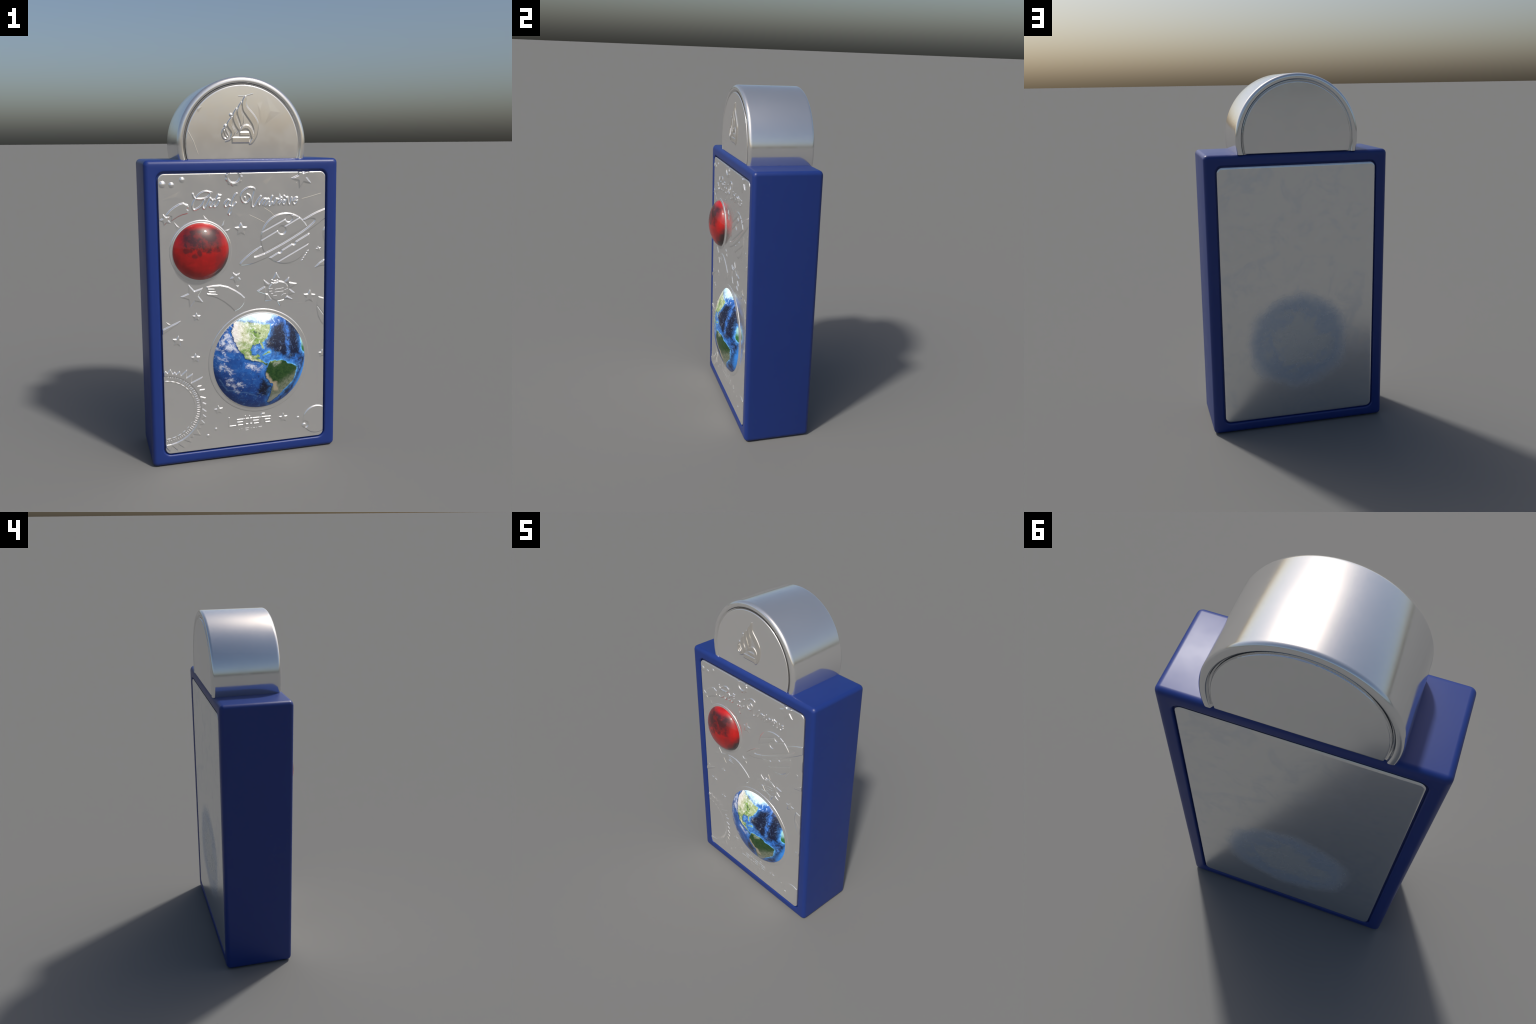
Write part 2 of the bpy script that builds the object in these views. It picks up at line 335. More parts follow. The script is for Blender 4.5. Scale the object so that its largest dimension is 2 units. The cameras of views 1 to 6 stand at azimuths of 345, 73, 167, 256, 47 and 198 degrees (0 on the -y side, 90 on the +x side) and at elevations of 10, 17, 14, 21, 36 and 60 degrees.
# ------------------------------------------------------------------ relief: 2-D distance fields
def seg_dist(X, Z, a, b):
    ax, az = a; dx, dz = b[0]-ax, b[1]-az
    t = np.clip(((X-ax)*dx + (Z-az)*dz)/max(dx*dx + dz*dz, 1e-12), 0, 1)
    return np.hypot(X-ax-t*dx, Z-az-t*dz)
def poly_dist(X, Z, pts):
    d = np.full(X.shape, 9.0); inside = np.zeros(X.shape, bool); n = len(pts)
    for i in range(n):
        a, b = pts[i], pts[(i+1) % n]
        d = np.minimum(d, seg_dist(X, Z, a, b))
        if a[1] != b[1]:
            cross = (a[1] > Z) != (b[1] > Z)
            inside ^= cross & (X < (b[0]-a[0])*(Z-a[1])/(b[1]-a[1]) + a[0])
    return np.where(inside, -d, d)
def smooth_curve(pts, closed=False, sub=5):
    """Catmull-Rom through the control points."""
    P = [np.array(q, float) for q in pts]; n = len(P); out = []
    rng_ = range(n) if closed else range(n-1)
    for i in rng_:
        p0 = P[(i-1) % n] if closed or i > 0 else P[0]
        p1, p2 = P[i], P[(i+1) % n]
        p3 = P[(i+2) % n] if closed or i+2 < n else P[-1]
        for k in range(sub):
            t = k/sub
            out.append(0.5*((2*p1) + (-p0+p2)*t + (2*p0-5*p1+4*p2-p3)*t*t + (-p0+3*p1-3*p2+p3)*t**3))
    if not closed: out.append(P[-1])
    return [tuple(q) for q in out]
def mm(pts): return [(x/1000, z/1000) for x, z in pts]
def sstep(t): t = np.clip(t, 0, 1); return t*t*(3-2*t)

class Relief:
    """Collects embossed motifs; each is a named part with a height field h(x, z)."""
    def __init__(self, bevel=0.0070):
        self.items = []; self.bevel = bevel
    def add(self, name, bounds, height, mat=None): self.items.append((name, bounds, height, mat))
    def _box(self, pts, pad):
        a = np.array(pts); return (a[:, 0].min()-pad, a[:, 0].max()+pad, a[:, 1].min()-pad, a[:, 1].max()+pad)
    def plateau(self, name, pts, H=0.005, holes=(), mat=None, dist=None, bevel=None):
        bv = bevel or self.bevel
        def h(X, Z):
            d = poly_dist(X, Z, pts)
            for hole in holes: d = np.maximum(d, -hole(X, Z))
            return H*sstep(0.5 - d/bv)
        self.add(name, self._box(pts, bv), h, mat)
    def strokes(self, name, lines, r=0.005, H=0.006, mat=None):
        allp = [q for l in lines for q in l]
        def h(X, Z):
            d = np.full(X.shape, 9.0)
            for l in lines:
                for a, b in zip(l[:-1], l[1:]): d = np.minimum(d, seg_dist(X, Z, a, b))
            return H*sstep((r-d)/(0.95*r))
        self.add(name, self._box(allp, r), h, mat)
    def facet(self, tri, H):
        """shallow pyramid modelled to show a triangular sheen on the sheet"""
        (ax, az), (bx, bz), (cx, cz) = tri; D = (bz-cz)*(ax-cx) + (cx-bx)*(az-cz)
        def h(X, Z):
            l1 = ((bz-cz)*(X-cx) + (cx-bx)*(Z-cz))/D; l2 = ((cz-az)*(X-cx) + (ax-cx)*(Z-cz))/D
            return H*np.clip(3*np.minimum(np.minimum(l1, l2), 1-l1-l2), 0, 1)
        self.add(None, self._box(tri, 0), h)
    def hairline(self, pts, r=.0024, H=.00045):
        self.strokes(None, [pts], r, H)
    def bead(self, name, x, z, r, H):
        self.add(name, (x-r, x+r, z-r, z+r), lambda X, Z: H*(1-np.clip(((X-x)**2+(Z-z)**2)/r**2, 0, 1))**0.8)
    def star(self, x, z, R, ang, H=0.0046, inner=0.50, stretch=None):
        H = min(H, 0.20*R)
        pts = []
        for i in range(10):
            a = math.radians(ang + 36*i)
            rr = R*((stretch[(i//2) % 5] if stretch else 1.0) if i % 2 == 0 else inner)
            pts.append((x + rr*math.cos(a), z + rr*math.sin(a)))
        self.plateau('star', pts, H, bevel=min(self.bevel, 0.26*R))

def sheet(base_name, parent, region_sdf, box, y_of, step, relief, material, edge_drop=0.004, edge_w=0.006, ripple=0.0):
    """Embossed metal sheet: one fine height-field surface, split into named parts by motif."""
    x0, x1, z0, z1 = box
    nx, nz = int(round((x1-x0)/step))+1, int(round((z1-z0)/step))+1
    gx, gz = np.meshgrid(np.linspace(x0, x1, nx), np.linspace(z0, z1, nz))
    X, Z = gx.copy(), gz.copy()
    for _ in range(3):                        # pull outside vertices onto the outline
        d = region_sdf(X, Z); e = 1e-4
        dx = (region_sdf(X+e, Z)-d)/e; dz = (region_sdf(X, Z+e)-d)/e
        out = np.maximum(d, 0); X -= out*dx; Z -= out*dz
    D = region_sdf(X, Z)
    H = np.zeros(X.shape); ID = np.full(X.shape, -1)
    for k, (_, (a, b, c, d_), fn, _m) in enumerate(relief.items):
        i0, i1 = max(int((a-x0)/step)-1, 0), min(int((b-x0)/step)+3, nx)
        j0, j1 = max(int((c-z0)/step)-1, 0), min(int((d_-z0)/step)+3, nz)
        if i0 >= i1 or j0 >= j1: continue
        s = (slice(j0, j1), slice(i0, i1))
        h = fn(X[s], Z[s]); up = h > H[s]
        hs = H[s]; hs[up] = h[up]; ids = ID[s]; ids[up & (h > 0.0006) & (_ is not None)] = k
    if ripple:
        for _ in range(9):
            a = rng.uniform(0, 2*math.pi); f = rng.uniform(4, 16); ph = rng.uniform(0, 6.28)
            H = H + ripple*(4/f)*np.sin(f*(X*math.cos(a)+Z*math.sin(a)) + ph)
    H = H*sstep(-D/0.004) - edge_drop*(1-np.sqrt(np.clip(1-(1-np.clip(-D/edge_w, 0, 1))**2, 0, 1)))
    Y = y_of(H)
    V = np.stack([X, Y, Z], -1)
    # analytic vertex normals of the whole sheet
    tx = np.gradient(V, axis=1); tz = np.gradient(V, axis=0)
    Nn = np.cross(tx, tz); Nn /= np.linalg.norm(Nn, axis=-1, keepdims=True) + 1e-12
    idx = np.arange(nx*nz).reshape(nz, nx)
    Q = np.stack([idx[:-1, :-1], idx[:-1, 1:], idx[1:, 1:], idx[1:, :-1]], -1).reshape(-1, 4)
    V = V.reshape(-1, 3); Nn = Nn.reshape(-1, 3); ID = ID.ravel(); G = region_sdf(gx, gz).ravel()
    keep = (G[Q] < step*0.6).any(1)
    d1 = V[Q[:, 2]]-V[Q[:, 0]]; d2 = V[Q[:, 3]]-V[Q[:, 1]]
    keep &= np.linalg.norm(np.cross(d1, d2), axis=1) > 1e-9
    Q = Q[keep]; fid = ID[Q].max(1)
    if (np.cross(V[Q[0, 1]]-V[Q[0, 0]], V[Q[0, 2]]-V[Q[0, 0]]) @ np.array([0, V[0, 1]*0 + (1 if y_of(1.0) > y_of(0.0) else -1), 0])) < 0:
        Q = Q[:, ::-1]; Nn = -Nn
    objs = {}
    for k in np.unique(fid):
        q = Q[fid == k]; used, inv = np.unique(q, return_inverse=True)
        nm, mat = (base_name, material) if k < 0 else (relief.items[k][0], relief.items[k][3] or material)
        me = mesh_from(nm, V[used], inv.reshape(-1, 4), True, Nn[used])
        objs[k] = me, nm, mat
    root = None
    if -1 in objs:
        me, nm, mat = objs.pop(-1); root = add_object(nm, me, parent, mat)
    for k, (me, nm, mat) in objs.items():
        add_object(nm, me, root if parent.parent is None else parent, mat)
    return root

# ------------------------------------------------------------------ the thing
bottle = bpy.data.objects.new('perfume_bottle', None)
bpy.context.scene.collection.objects.link(bottle)
bottle['label'] = 'blue perfume bottle with embossed silver space plate and arched silver cap'
bottle['category'] = 'perfume bottle'

# ---- body: rounded box with a shallow recess on both faces for the plates
def body_mesh():
    L = []
    def ring(inset, y, r=None):      # outer contour
        L.append(rounded_rect(BODY_HALF_W-inset, inset, BODY_TOP-inset, r or max(EDGE_R-inset*0.6, 0.006), y, 10))
    gap, depth, lip = 0.0075, 0.014, 0.010
    def recess(y_face, sgn):         # from the floor centre outwards; sgn +1 = front face
        p = PLATE; rows = []
        rows.append(rounded_rect(p['half_w']*0.5, 0.5, 1.0, p['r'], y_face + sgn*depth, 10))
        rows.append(rounded_rect(p['half_w']+gap, p['z0']-gap, p['z1']+gap, p['r']+gap, y_face + sgn*depth, 10))
        for i in range(6):
            a = math.radians(90*i/5); g = gap + lip*(1-math.cos(a))
            rows.append(rounded_rect(p['half_w']+g, p['z0']-g, p['z1']+g, p['r']+g, y_face + sgn*lip*(1-math.sin(a)), 10))
        return rows
    L += recess(BODY_FRONT, 1)
    for i in range(7):
        a = math.radians(90*i/6); ring(EDGE_R*(1-math.sin(a)), BODY_FRONT + EDGE_R*(1-math.cos(a)))
    for i in range(7):
        a = math.radians(90*i/6); ring(EDGE_R*(1-math.cos(a)), BODY_BACK - EDGE_R*(1-math.sin(a)))
    L += list(reversed(recess(BODY_BACK, -1)))
    return loft('body', L, angle=50)
body = add_object('body', body_mesh(), bottle, BLUE)

# ---- plates
def plate_sdf(X, Z):
    p = PLATE; cz = (p['z0']+p['z1'])/2; hz = (p['z1']-p['z0'])/2
    qx = np.abs(X)-(p['half_w']-p['r']); qz = np.abs(Z-cz)-(hz-p['r'])
    return np.hypot(np.maximum(qx, 0), np.maximum(qz, 0)) + np.minimum(np.maximum(qx, qz), 0) - p['r']
PBOX = (-PLATE['half_w'], PLATE['half_w'], PLATE['z0'], PLATE['z1'])

R = Relief()
# stars: x, z, radius, first tip angle
for x, z, r, a in ((-.021, 1.237, .033, 90), (-.051, .988, .029, 118), (-.260, .794, .021, 90),
                   (.352, .862, .034, 85), (-.360, .673, .028, 80), (-.270, .575, .024, 89), (-.153, .280, .024, 95),
                   (.205, .195, .025, 92), (.401, 1.116, .0145, 100), (.428, .539, .022, 92), (-.405, 1.299, .028, 110)):
    R.star(x, z, r, a)
R.star(-.276, .905, .062, -107, stretch=(.98, 1.0, 1.02, .98, 1.0), inner=.42)
R.star(.307, 1.495, .056, -104, H=.007, inner=.40)
# beads
for x, z, r in ((-.416, 1.474, .0165), (-.371, 1.470, .0135), (-.318, 1.494, .0135), (-.169, .174, .0085), (-.212, .142, .0095), (.290, .184, .0095)):
    R.bead('bead', x, z, r, 0.44*r)
# comet tails, spear, fin, lens and crescent fragments
R.plateau('comet_tail', mm([(-402,1321),(-382,1345),(-359,1362),(-336,1375),(-314,1381),(-303,1374),(-292,1371),(-288,1358),(-297,1352),(-290,1340),(-294,1328),(-318,1324),(-341,1315),(-376,1294),(-373,1316),(-387,1319)]))
R.plateau('comet_tail', mm([(-204,948),(-173,953),(-133,953),(-93,942),(-53,919),(-24,898),(-5,878),(-8,854),(-17,838),(-33,823),(-58,812),(-82,839),(-114,866),(-146,886),(-174,899),(-202,905),(-202,913),(-150,909),(-194,918),(-194,924),(-158,923),(-199,932),(-199,939),(-165,938),(-206,943)]))
R.plateau('comet_tail', mm([(-445,736),(-389,760),(-344,778),(-363,761),(-398,740),(-445,710)]))
R.plateau('fin', mm([(382,1018),(406,1041),(434,1058),(447,1057),(447,1028),(413,1027)]))
R.plateau('lens', mm([(437,1236),(427,1216),(425,1190),(433,1161),(447,1145),(447,1236)]))
R.plateau('crescent', mm([(405,857),(447,843),(447,690),(438,697),(420,716),(402,751),(395,788),(396,824)]), H=.004,
          holes=(lambda X, Z: seg_dist(X, Z, (.400, .805), (.445, .742))-.0016,))
# scalloped wheel cut by the top edge
def scallop(cx, cz, r, amp, n, k=72):
    return [(cx+(r+amp*math.cos(n*t))*math.cos(t), cz+(r+amp*math.cos(n*t))*math.sin(t)) for t in np.linspace(0, 2*math.pi, k, endpoint=False)]
R.plateau('scalloped_wheel', scallop(-.055, 1.503, .0415, .003, 11), H=.006, holes=(lambda X, Z: np.hypot(X+.055, Z-1.505)-.029,))
# ringed planet: bands of a disc separated by grooves, crossed by a tilted ring
SX, SZ, SR = .217, 1.181, .132
ring_out = smooth_curve(mm([(-27,1060),(3,1090),(47,1123),(83,1143),(200,1212),(318,1276),(368,1303),(412,1321),(460,1334),(470,1300),(430,1276),(376,1238),(318,1201),(220,1140),(130,1092),(85,1073),(36,1057),(-13,1052)]), True)
ring_in = smooth_curve(mm([(48,1093),(80,1099),(134,1120),(225,1165),(311,1214),(368,1256),(380,1275),(366,1281),(341,1278),(318,1268),(200,1206),(85,1139),(60,1117)]), True)
def planet(X, Z): return np.hypot(X-SX, Z-SZ)-SR
def below_ring(X, Z): return (Z-1.181) - 0.592*(X-.216) + .028    # lower edge of the ring's front band
R.plateau('planet_ring', ring_out, H=.0055, holes=(lambda X, Z: np.maximum(poly_dist(X, Z, ring_in), -.02),
          lambda X, Z: np.maximum(planet(X, Z)-.004, -((Z-1.181)-0.578*(X-.216)+.010)),))
circle = [(SX+SR*math.cos(t), SZ+SR*math.sin(t)) for t in np.linspace(0, 2*math.pi, 96, endpoint=False)]
def strip(a0, b0, a1, b1):
    """half planes left/right of two lines -> clipped disc polygon"""
    pts = circle
    for (p, q), keep in (((a0, b0), 1), ((a1, b1), -1)):
        nx, nz = -(q[1]-p[1]), q[0]-p[0]; l = math.hypot(nx, nz); nx, nz = nx/l*keep, nz/l*keep
        f = lambda v: nx*(v[0]-p[0]) + nz*(v[1]-p[1])
        out = []
        for i, v in enumerate(pts):
            w = pts[(i+1) % len(pts)]; fv, fw = f(v), f(w)
            if fv >= 0: out.append(v)
            if (fv >= 0) != (fw >= 0):
                t = fv/(fv-fw); out.append((v[0]+t*(w[0]-v[0]), v[1]+t*(w[1]-v[1])))
        pts = out
    return pts
G = .0024
def ofs(l, d): return ((l[0][0], l[0][1]+d), (l[1][0], l[1][1]+d))
lA = ((.097, 1.225), (.213, 1.283)); lB = ((.088, 1.180), (.277, 1.281)); lR = ((.134, 1.130), (.311, 1.226))
lRl = ((.130, 1.085), (.318, 1.196)); lC = ((.134, 1.086), (.341, 1.200)); lD = ((.177, 1.063), (.335, 1.145)); far = ((0, 2.0), (1, 2.0)); low = ((0, .5), (1, .5))
crater1 = lambda X, Z: np.hypot(X-.236, Z-1.286)-.020
crater2 = lambda X, Z: np.hypot(X-.198, Z-1.226)-.022
for hi, lo, holes in ((far, ofs(lA, G), (crater1,)), (ofs(lA, -G), ofs(lB, G), (crater1, crater2)), (ofs(lB, -G), ofs(lR, .002), (crater2,)),
                      (ofs(lC, -G), ofs(lD, G), (lambda X, Z: np.minimum(np.hypot(X-.186, Z-1.118)-.012, np.hypot(X-.262, Z-1.158)-.012),)), (ofs(lD, -G), low, ())):
    R.plateau('planet_band', strip(lo[0], lo[1], hi[0], hi[1]), H=.005, holes=holes)
R.strokes('planet_band', [mm([(305+i*8, 1058+i*12), (312+i*8, 1063+i*12)]) for i in range(5)] + [mm([(196+i*15, 1050-i), (206+i*15, 1054-i)]) for i in range(4)], r=.003, H=.003)
# little sun with triangular rays
for pts in ([(149,967),(167,1001),(185,969)],[(130,941),(100,965),(106,933)],[(107,933),(63,909),(106,892)],[(108,892),(104,855),(142,858),(120,890)],
            [(214,950),(237,972),(237,944)],[(234,947),(280,936),(238,912)],[(238,911),(268,887),(236,878)],[(225,874),(255,853),(214,861)],[(172,851),(209,856),(187,822)]):
    R.plateau('sun_ray', mm(pts), H=.0055)
R.plateau('sun_disc', [(.179+.055*math.cos(t), .905+.052*math.sin(t)) for t in np.linspace(0, 6.283, 48, endpoint=False)], H=.0035,
          holes=(lambda X, Z: seg_dist(X, Z, (.140, .953), (.178, .955))-.0022,))
R.strokes('sun_face', [smooth_curve(mm(l)) for l in ([(144,963),(159,957),(175,961)],[(142,948),(159,941),(176,947)],[(127,917),(145,918)],[(129,903),(143,904)],
          [(138,891),(148,891)],[(151,878),(169,879)],[(212,905),(230,913)],[(195,875),(203,883),(219,886)],[(180,951),(207,945),(220,936)],[(160,912),(205,917)],[(158,897),(205,900)])], r=.0050, H=.0050)
# big corona sun cut by the left edge
BX, BZ, BR = -.4345, .306, .1555
R.add('corona_ring', (BX, BX+.19, BZ-.19, BZ+.19), lambda X, Z: .0030*sstep(1-np.abs(np.hypot(X-BX, Z-BZ)-.1585)/.0055)*(0.7+0.3*np.cos(34*np.arctan2(Z-BZ, X-BX))))
ticks = []
for k in range(44):
    a = math.radians(-88 + 4.0*k + rng.uniform(-.7, .7)); r0 = .1685 + rng.uniform(-.001, .002); r1 = .180 + rng.uniform(-.002, .004)
    ticks.append([(BX+r0*math.cos(a), BZ+r0*math.sin(a)), (BX+r1*math.cos(a), BZ+r1*math.sin(a))])
R.strokes('corona_tick', ticks, r=.0032, H=.0024)
for a, rr in ((93, .232), (86, .214), (80, .224), (73, .212), (67, .222), (59, .241), (50, .238), (38, .258), (30, .226), (23, .231), (11, .220), (2, .216), (-9, .218), (-17, .222), (-26, .226), (-34, .218), (-42, .239), (-50, .216), (-57, .227), (-68, .232), (-77, .230), (-87, .226)):
    t = math.radians(a); w = .026
    u = (math.cos(t), math.sin(t)); v = (-u[1], u[0])
    R.plateau('sun_ray', [(BX+.188*u[0]+w*v[0], BZ+.188*u[1]+w*v[1]), (BX+rr*u[0]+.007*v[0], BZ+rr*u[1]+.007*v[1]), (BX+.188*u[0]-w*.75*v[0], BZ+.188*u[1]-w*.75*v[1])], H=.0044, bevel=.0055)
# moon disc cut by the right edge, with a small crater on its rim
R.plateau('moon_disc', [(.397+.078*math.cos(t), .166+.078*math.sin(t)) for t in np.linspace(0, 6.283, 72, endpoint=False)], H=.005,
          holes=(lambda X, Z: np.hypot(X-.331, Z-.142)-.019,))
R.plateau('moon_crater', [(.326+.011*math.cos(t), .136+.011*math.sin(t)) for t in np.linspace(0, 6.283, 24, endpoint=False)], H=.005)
# script lettering
A = [(-265,1423),(-262,1412),(-254,1402),(-241,1399),(-222,1398),(-202,1401),(-186,1408),(-178,1419),(-180,1429),(-194,1435),(-211,1433),(-233,1421),(-250,1402),(-263,1382),(-269,1363),(-266,1349),(-257,1345),(-240,1352),(-224,1363),(-214,1376),(-206,1393)]
words = [
 [A, [(-206,1393),(-214,1374),(-217,1359),(-209,1350),(-199,1360),(-187,1379),(-177,1401)], [(-177,1401),(-167,1387),(-175,1375),(-181,1361),(-172,1357),(-162,1369)],
  [(-135,1416),(-146,1397),(-158,1373),(-158,1357),(-148,1358),(-138,1368),(-132,1384)], [(-167,1389),(-149,1394),(-130,1399)], [(-135,1414),(-123,1413)]],
 [[(-77,1386),(-86,1390),(-96,1382),(-104,1369),(-103,1358),(-95,1356),(-85,1368),(-79,1386)], [(-79,1386),(-85,1367),(-77,1360),(-59,1358),(-45,1373)],
  [(-40,1420),(-50,1412),(-61,1389),(-69,1360),(-79,1335),(-85,1320),(-78,1315),(-69,1327),(-65,1347),(-59,1358)]],
 [[(2,1399),(4,1386)], [(15,1415),(26,1409),(30,1398),(26,1385),(15,1374),(4,1372),(-9,1378),(-17,1392),(-19,1405),(-12,1425),(2,1438),(20,1448),(38,1449),(52,1442),(52,1427),(46,1409),(39,1386),(37,1367),(39,1353),(47,1350),(58,1360),(68,1378),(86,1403)],
  [(86,1403),(78,1389),(72,1370),(76,1358),(84,1365),(94,1381),(103,1389)], [(103,1389),(115,1388),(107,1374),(98,1359),(109,1372),(119,1386),(128,1387),(121,1370),(111,1354),(119,1360),(128,1374)],
  [(148,1402),(142,1387),(131,1366),(127,1353),(137,1355),(147,1371)], [(168,1388),(164,1373),(154,1359),(160,1369),(170,1387),(181,1385),(197,1393)], [(197,1393),(201,1384),(191,1368),(183,1358),(181,1366),(193,1382)],
  [(211,1401),(222,1393),(230,1393),(220,1375),(211,1359),(203,1364),(212,1379)], [(252,1391),(247,1376),(240,1357),(232,1367),(230,1389)],
  [(258,1374),(272,1381),(282,1391),(272,1390),(261,1378),(258,1366),(267,1358),(277,1365),(282,1377),(264,1373)]]]
for w in words:
    R.strokes('script_lettering', [smooth_curve(mm(l), sub=4) for l in w], r=.0066, H=.0056)
# block wordmark and the small second line under it
def bar(x0, x1, z): return [(x0, z), (x1, z)]
def letter_a(x): return [mm(l) for l in ([(x, 212), (x+32, 212), (x+35, 205), (x+35, 181)], [(x+35, 181), (x+2, 181), (x+2, 197), (x+35, 197)])]
mark = [mm([(-97, 228), (-97, 180), (-61, 180)])] + letter_a(-53) + [mm([(-8, 229), (-8, 186), (-3, 182), (6, 182)]), mm([(16, 227), (16, 186), (20, 182), (28, 182)]), mm([(-14, 213), (28, 213)])]
mark += letter_a(35) + [mm([(99, 231), (86, 231), (80, 226), (80, 181)]), mm([(74, 212), (99, 212)])] + letter_a(100)
R.strokes('block_lettering', mark, r=.0050, H=.0036)
small = [mm(l) for l in ([(-45,149),(-41,156)],[(-30,150),(-27,158)],[(-7,158),(11,158)],[(-6,147),(8,147)],[(22,149),(24,156)],[(36,149),(36,156),(44,156)],[(52,149),(54,156)],[(67,158),(84,158)],[(67,148),(84,149)],[(68,153),(82,153)])]
R.strokes('small_lettering', small, r=.0034, H=.0020)

# shading sheens raised as low pyramids, pale lines as thin ridges
for tri in ([(-214,1318),(-219,1290),(-187,1289)], [(-106,1289),(-124,1256),(-109,1242)], [(-73,1244),(-107,1235),(-93,1223)], [(-365,1290),(-350,1249),(-334,1257)],
            [(-53,948),(-31,948),(-40,912)], [(-420,782),(-405,755),(-390,763)], [(-183,1439),(-177,1427),(-160,1429)], [(187,1416),(179,1390),(198,1392)]):
    R.facet(mm(tri), .0034)
for tri in ([(-55,1325),(-27,1262),(-3,1313)], [(-62,1302),(-66,1255),(-36,1258)], [(316,1480),(337,1465),(298,1381)], [(-430,1395),(-330,1440),(-300,1395)], [(90,1480),(150,1505),(110,1400)]):
    R.facet(mm(tri), .0006)
for l in ([(308,1384),(356,1395),(411,1410)], [(278,1469),(273,1423),(270,1408)], [(105,1342),(138,1321),(159,1297)], [(26,1309),(72,1286),(105,1268)], [(94,1046),(100,979)],
          [(204,803),(253,834),(315,830)], [(-405,836),(-354,842),(-305,842)], [(-330,651),(-296,617)], [(297,286),(311,256),(331,217)], [(19,130),(54,98)], [(-180,1515),(-179,1486)], [(165,250),(188,233)]):
    R.hairline(mm(l))

front_plate = sheet('front_plate', bottle, plate_sdf, PBOX, lambda H: PLATE_Y - 0.86*H, 0.0017, R, SILVER, ripple=0.00035)

def slab(name, y0, y1, parent, mat, inset):
    p = PLATE; rr = lambda g, y: rounded_rect(p['half_w']-g, p['z0']+g, p['z1']-g, p['r'], y, 10)
    return add_object(name, loft(name, [rr(inset, y0), rr(inset, y1)]), parent, mat)
slab('plate_backing', PLATE_Y+0.0035, PLATE_Y+0.011, front_plate, SILVER, 0.0008)
back_plate = sheet('back_plate', bottle, plate_sdf, PBOX, lambda H: BACK_PLATE_Y + H, 0.006, Relief(), STAINED, edge_drop=0.0035, edge_w=0.004, ripple=0.0003)
slab('plate_backing', BACK_PLATE_Y-0.0032, BACK_PLATE_Y-0.011, back_plate, SILVER, 0.0008)

# ---- planets: domed cabochons in stepped bezels
def dome(d, name, mat):
    loops = []; nr, na = 40, 160
    for i in range(nr):
        rho = math.sin(math.pi/2*(1 - i/nr)) if i else 1.0
        rows = []
        y = d['y0'] - d['h']*max(1-rho*rho, 0)**d['e']
        loops.append([(d['cx']+d['rx']*rho*math.cos(t), y, d['cz']+d['rz']*rho*math.sin(t)) for t in np.linspace(0, 2*math.pi, na, endpoint=False)])
    loops.insert(0, [(x, PLATE_Y+0.002, z) for x, _, z in loops[0]])
    me = loft(name, loops, cap_first=False, cap_last=True, angle=60)
    return add_object(name, me, bottle, mat)
def bezel(d, name, parent):
    b = d['bezel']; yt = PLATE_Y-0.0040
    prof = [(b+.0035, PLATE_Y+.001), (b+.0018, PLATE_Y-.0022), (b-.0002, yt+.0008), (b-.0025, yt), (b*.5, yt), (.0040, yt), (.0026, yt-.0010), (.0008, yt-.0014), (-.002, yt-.0008), (-.004, yt+.004)]
    loops = [[(d['cx']+(d['rx']+g)*math.cos(t), y, d['cz']+(d['rz']+g)*math.sin(t)) for t in np.linspace(0, 2*math.pi, 160, endpoint=False)] for g, y in prof]
    me = loft(name, loops, cap_first=False, cap_last=False, angle=50)
    return add_object(name, me, parent, SILVER)
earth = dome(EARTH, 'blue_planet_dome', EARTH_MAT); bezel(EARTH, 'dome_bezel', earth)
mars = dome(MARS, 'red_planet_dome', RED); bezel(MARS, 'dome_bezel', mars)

# ---- cap: arched drum with a rounded rim and a grooved disc at both ends
def arch(r, y, zb, n=96):
    a0 = math.asin((zb-CAP_Z)/r)
    return [(r*math.cos(t), y, CAP_Z + r*math.sin(t)) for t in np.linspace(a0, math.pi-a0, n)]
def cap_mesh():
    zb = BODY_TOP - 0.003; rows = []
    def ends(y, sgn, rim_in, disc_r, er, depth):
        prof = [(disc_r, y+sgn*depth), (rim_in-.006, y+sgn*depth), (rim_in-.003, y+sgn*depth*.8), (rim_in-.0005, y+sgn*depth*.4), (rim_in+.002, y+sgn*.0008), (rim_in+.005, y)]
        prof += [(CAP_R-er*(1-math.sin(a)), y+sgn*er*(1-math.cos(a))) for a in np.linspace(0, math.pi/2, 8)]
        return prof
    prof = ends(CAP_FRONT, 1, .3035, .285, .020, .0085) + list(reversed(ends(CAP_BACK, -1, .3045, .285, .016, .0120)))
    return loft('cap', [arch(r, y, zb) for r, y in prof], closed=False, cap_first=False, cap_last=False, angle=45)
cap = add_object('cap', cap_mesh(), bottle, SILVER_CAP)

def medallion_sdf(rad):
    zb = BODY_TOP - 0.002
    return lambda X, Z: np.maximum(np.hypot(X, Z-CAP_Z)-rad, zb-Z)
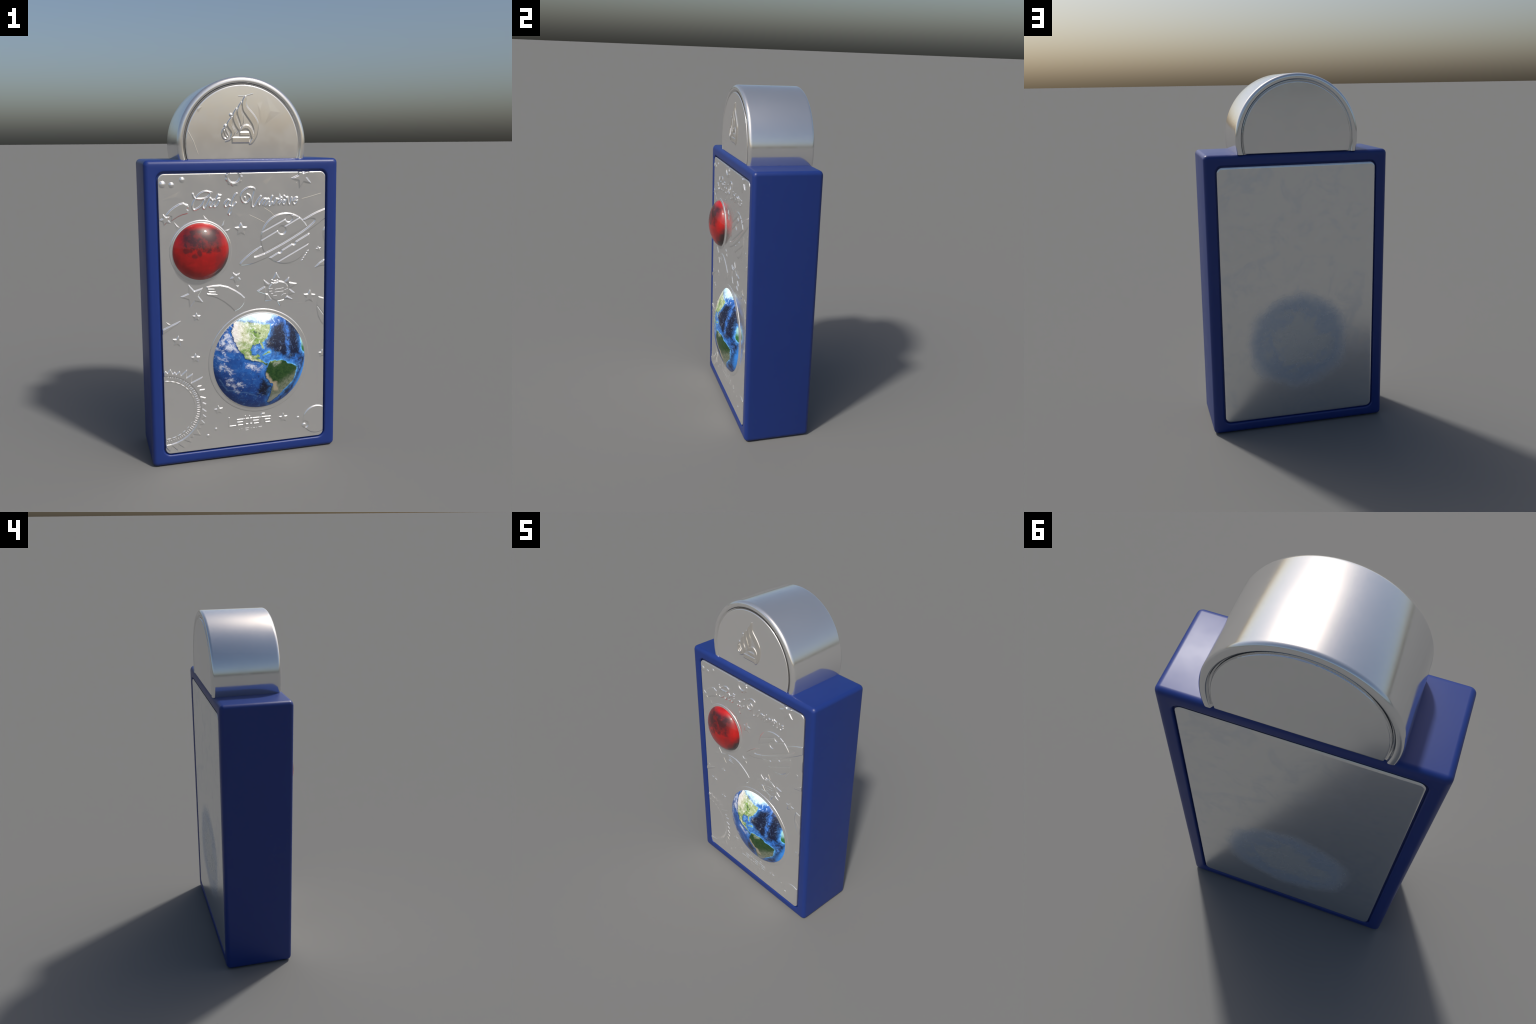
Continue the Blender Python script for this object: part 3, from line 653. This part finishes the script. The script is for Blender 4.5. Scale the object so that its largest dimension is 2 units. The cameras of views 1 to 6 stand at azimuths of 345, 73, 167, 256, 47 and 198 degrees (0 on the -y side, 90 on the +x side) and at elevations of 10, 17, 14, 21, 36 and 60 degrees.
# flame-like calligraphic emblem
F = Relief(bevel=0.0055)
def flame(pts, H=.0068, name='flame_stroke', closed=True): F.plateau(name, smooth_curve(mm(pts), True, 4), H, mat=BRONZE)
flame([(16,1903),(2,1888),(-3,1862),(1,1832),(16,1809),(36,1781),(49,1760),(55,1736),(51,1703),(31,1668),(47,1670),(67,1698),(77,1730),(78,1774),(60,1808),(38,1834),(22,1853),(17,1873)])
flame([(-5,1875),(-19,1858),(-28,1835),(-27,1809),(-16,1777),(-12,1757),(2,1770),(3,1802),(-6,1832),(-9,1858)])
flame([(-30,1843),(-45,1826),(-52,1805),(-47,1777),(-36,1753),(-24,1734),(-31,1722),(-14,1745),(-22,1777),(-33,1809)])
flame([(-54,1804),(-69,1789),(-81,1768),(-77,1749),(-62,1728),(-62,1713),(-70,1695),(-92,1680),(-64,1689),(-46,1715),(-43,1734),(-54,1759),(-55,1783)])
F.strokes('flame_curl', [smooth_curve(mm([(-88,1752),(-102,1738),(-107,1718),(-101,1699),(-88,1694),(-77,1700),(-76,1713),(-84,1728),(-90,1745)])), smooth_curve(mm([(-96,1735),(-92,1716),(-82,1702)]))], r=.0055, H=.0070, mat=BRONZE)
F.bead('flame_bead', -.062, 1.811, .008, .006); F.bead('flame_bead', -.090, 1.757, .0085, .0065)
flame([(-18,1728),(-6,1751),(18,1763),(40,1752),(54,1728),(56,1707),(46,1692),(36,1722),(26,1738),(11,1742),(-4,1736)])
F.plateau('flame_bar', mm([(-18,1727),(31,1727),(35,1707),(-17,1707)]), .0065, mat=BRONZE)
F.plateau('flame_bar', mm([(-57,1701),(33,1701),(33,1673),(-57,1673)]), .0065, mat=BRONZE)
for tri in ([(75,1868),(103,1877),(94,1764)], [(123,1909),(195,1824),(111,1760)], [(-246,1843),(-203,1853),(-225,1822)]):
    F.facet(mm(tri), .0004)
F.hairline(mm([(-281,1736),(-253,1683),(-230,1617)])); F.hairline(mm([(-21,1903),(10,1902),(53,1915)]))
sheet('cap_medallion', cap, medallion_sdf(MEDALLION_R), (-MEDALLION_R, MEDALLION_R, BODY_TOP-.002, CAP_Z+MEDALLION_R), lambda H: CAP_FRONT-0.0005-0.68*H, 0.0018, F, SILVER, edge_drop=.005, edge_w=.006, ripple=0.0003)
sheet('cap_medallion', cap, medallion_sdf(.2935), (-.2935, .2935, BODY_TOP-.002, CAP_Z+.2935), lambda H: CAP_BACK-0.0005+H, 0.003, Relief(), SILVER_CAP, edge_drop=.010, edge_w=.004, ripple=0.0003)
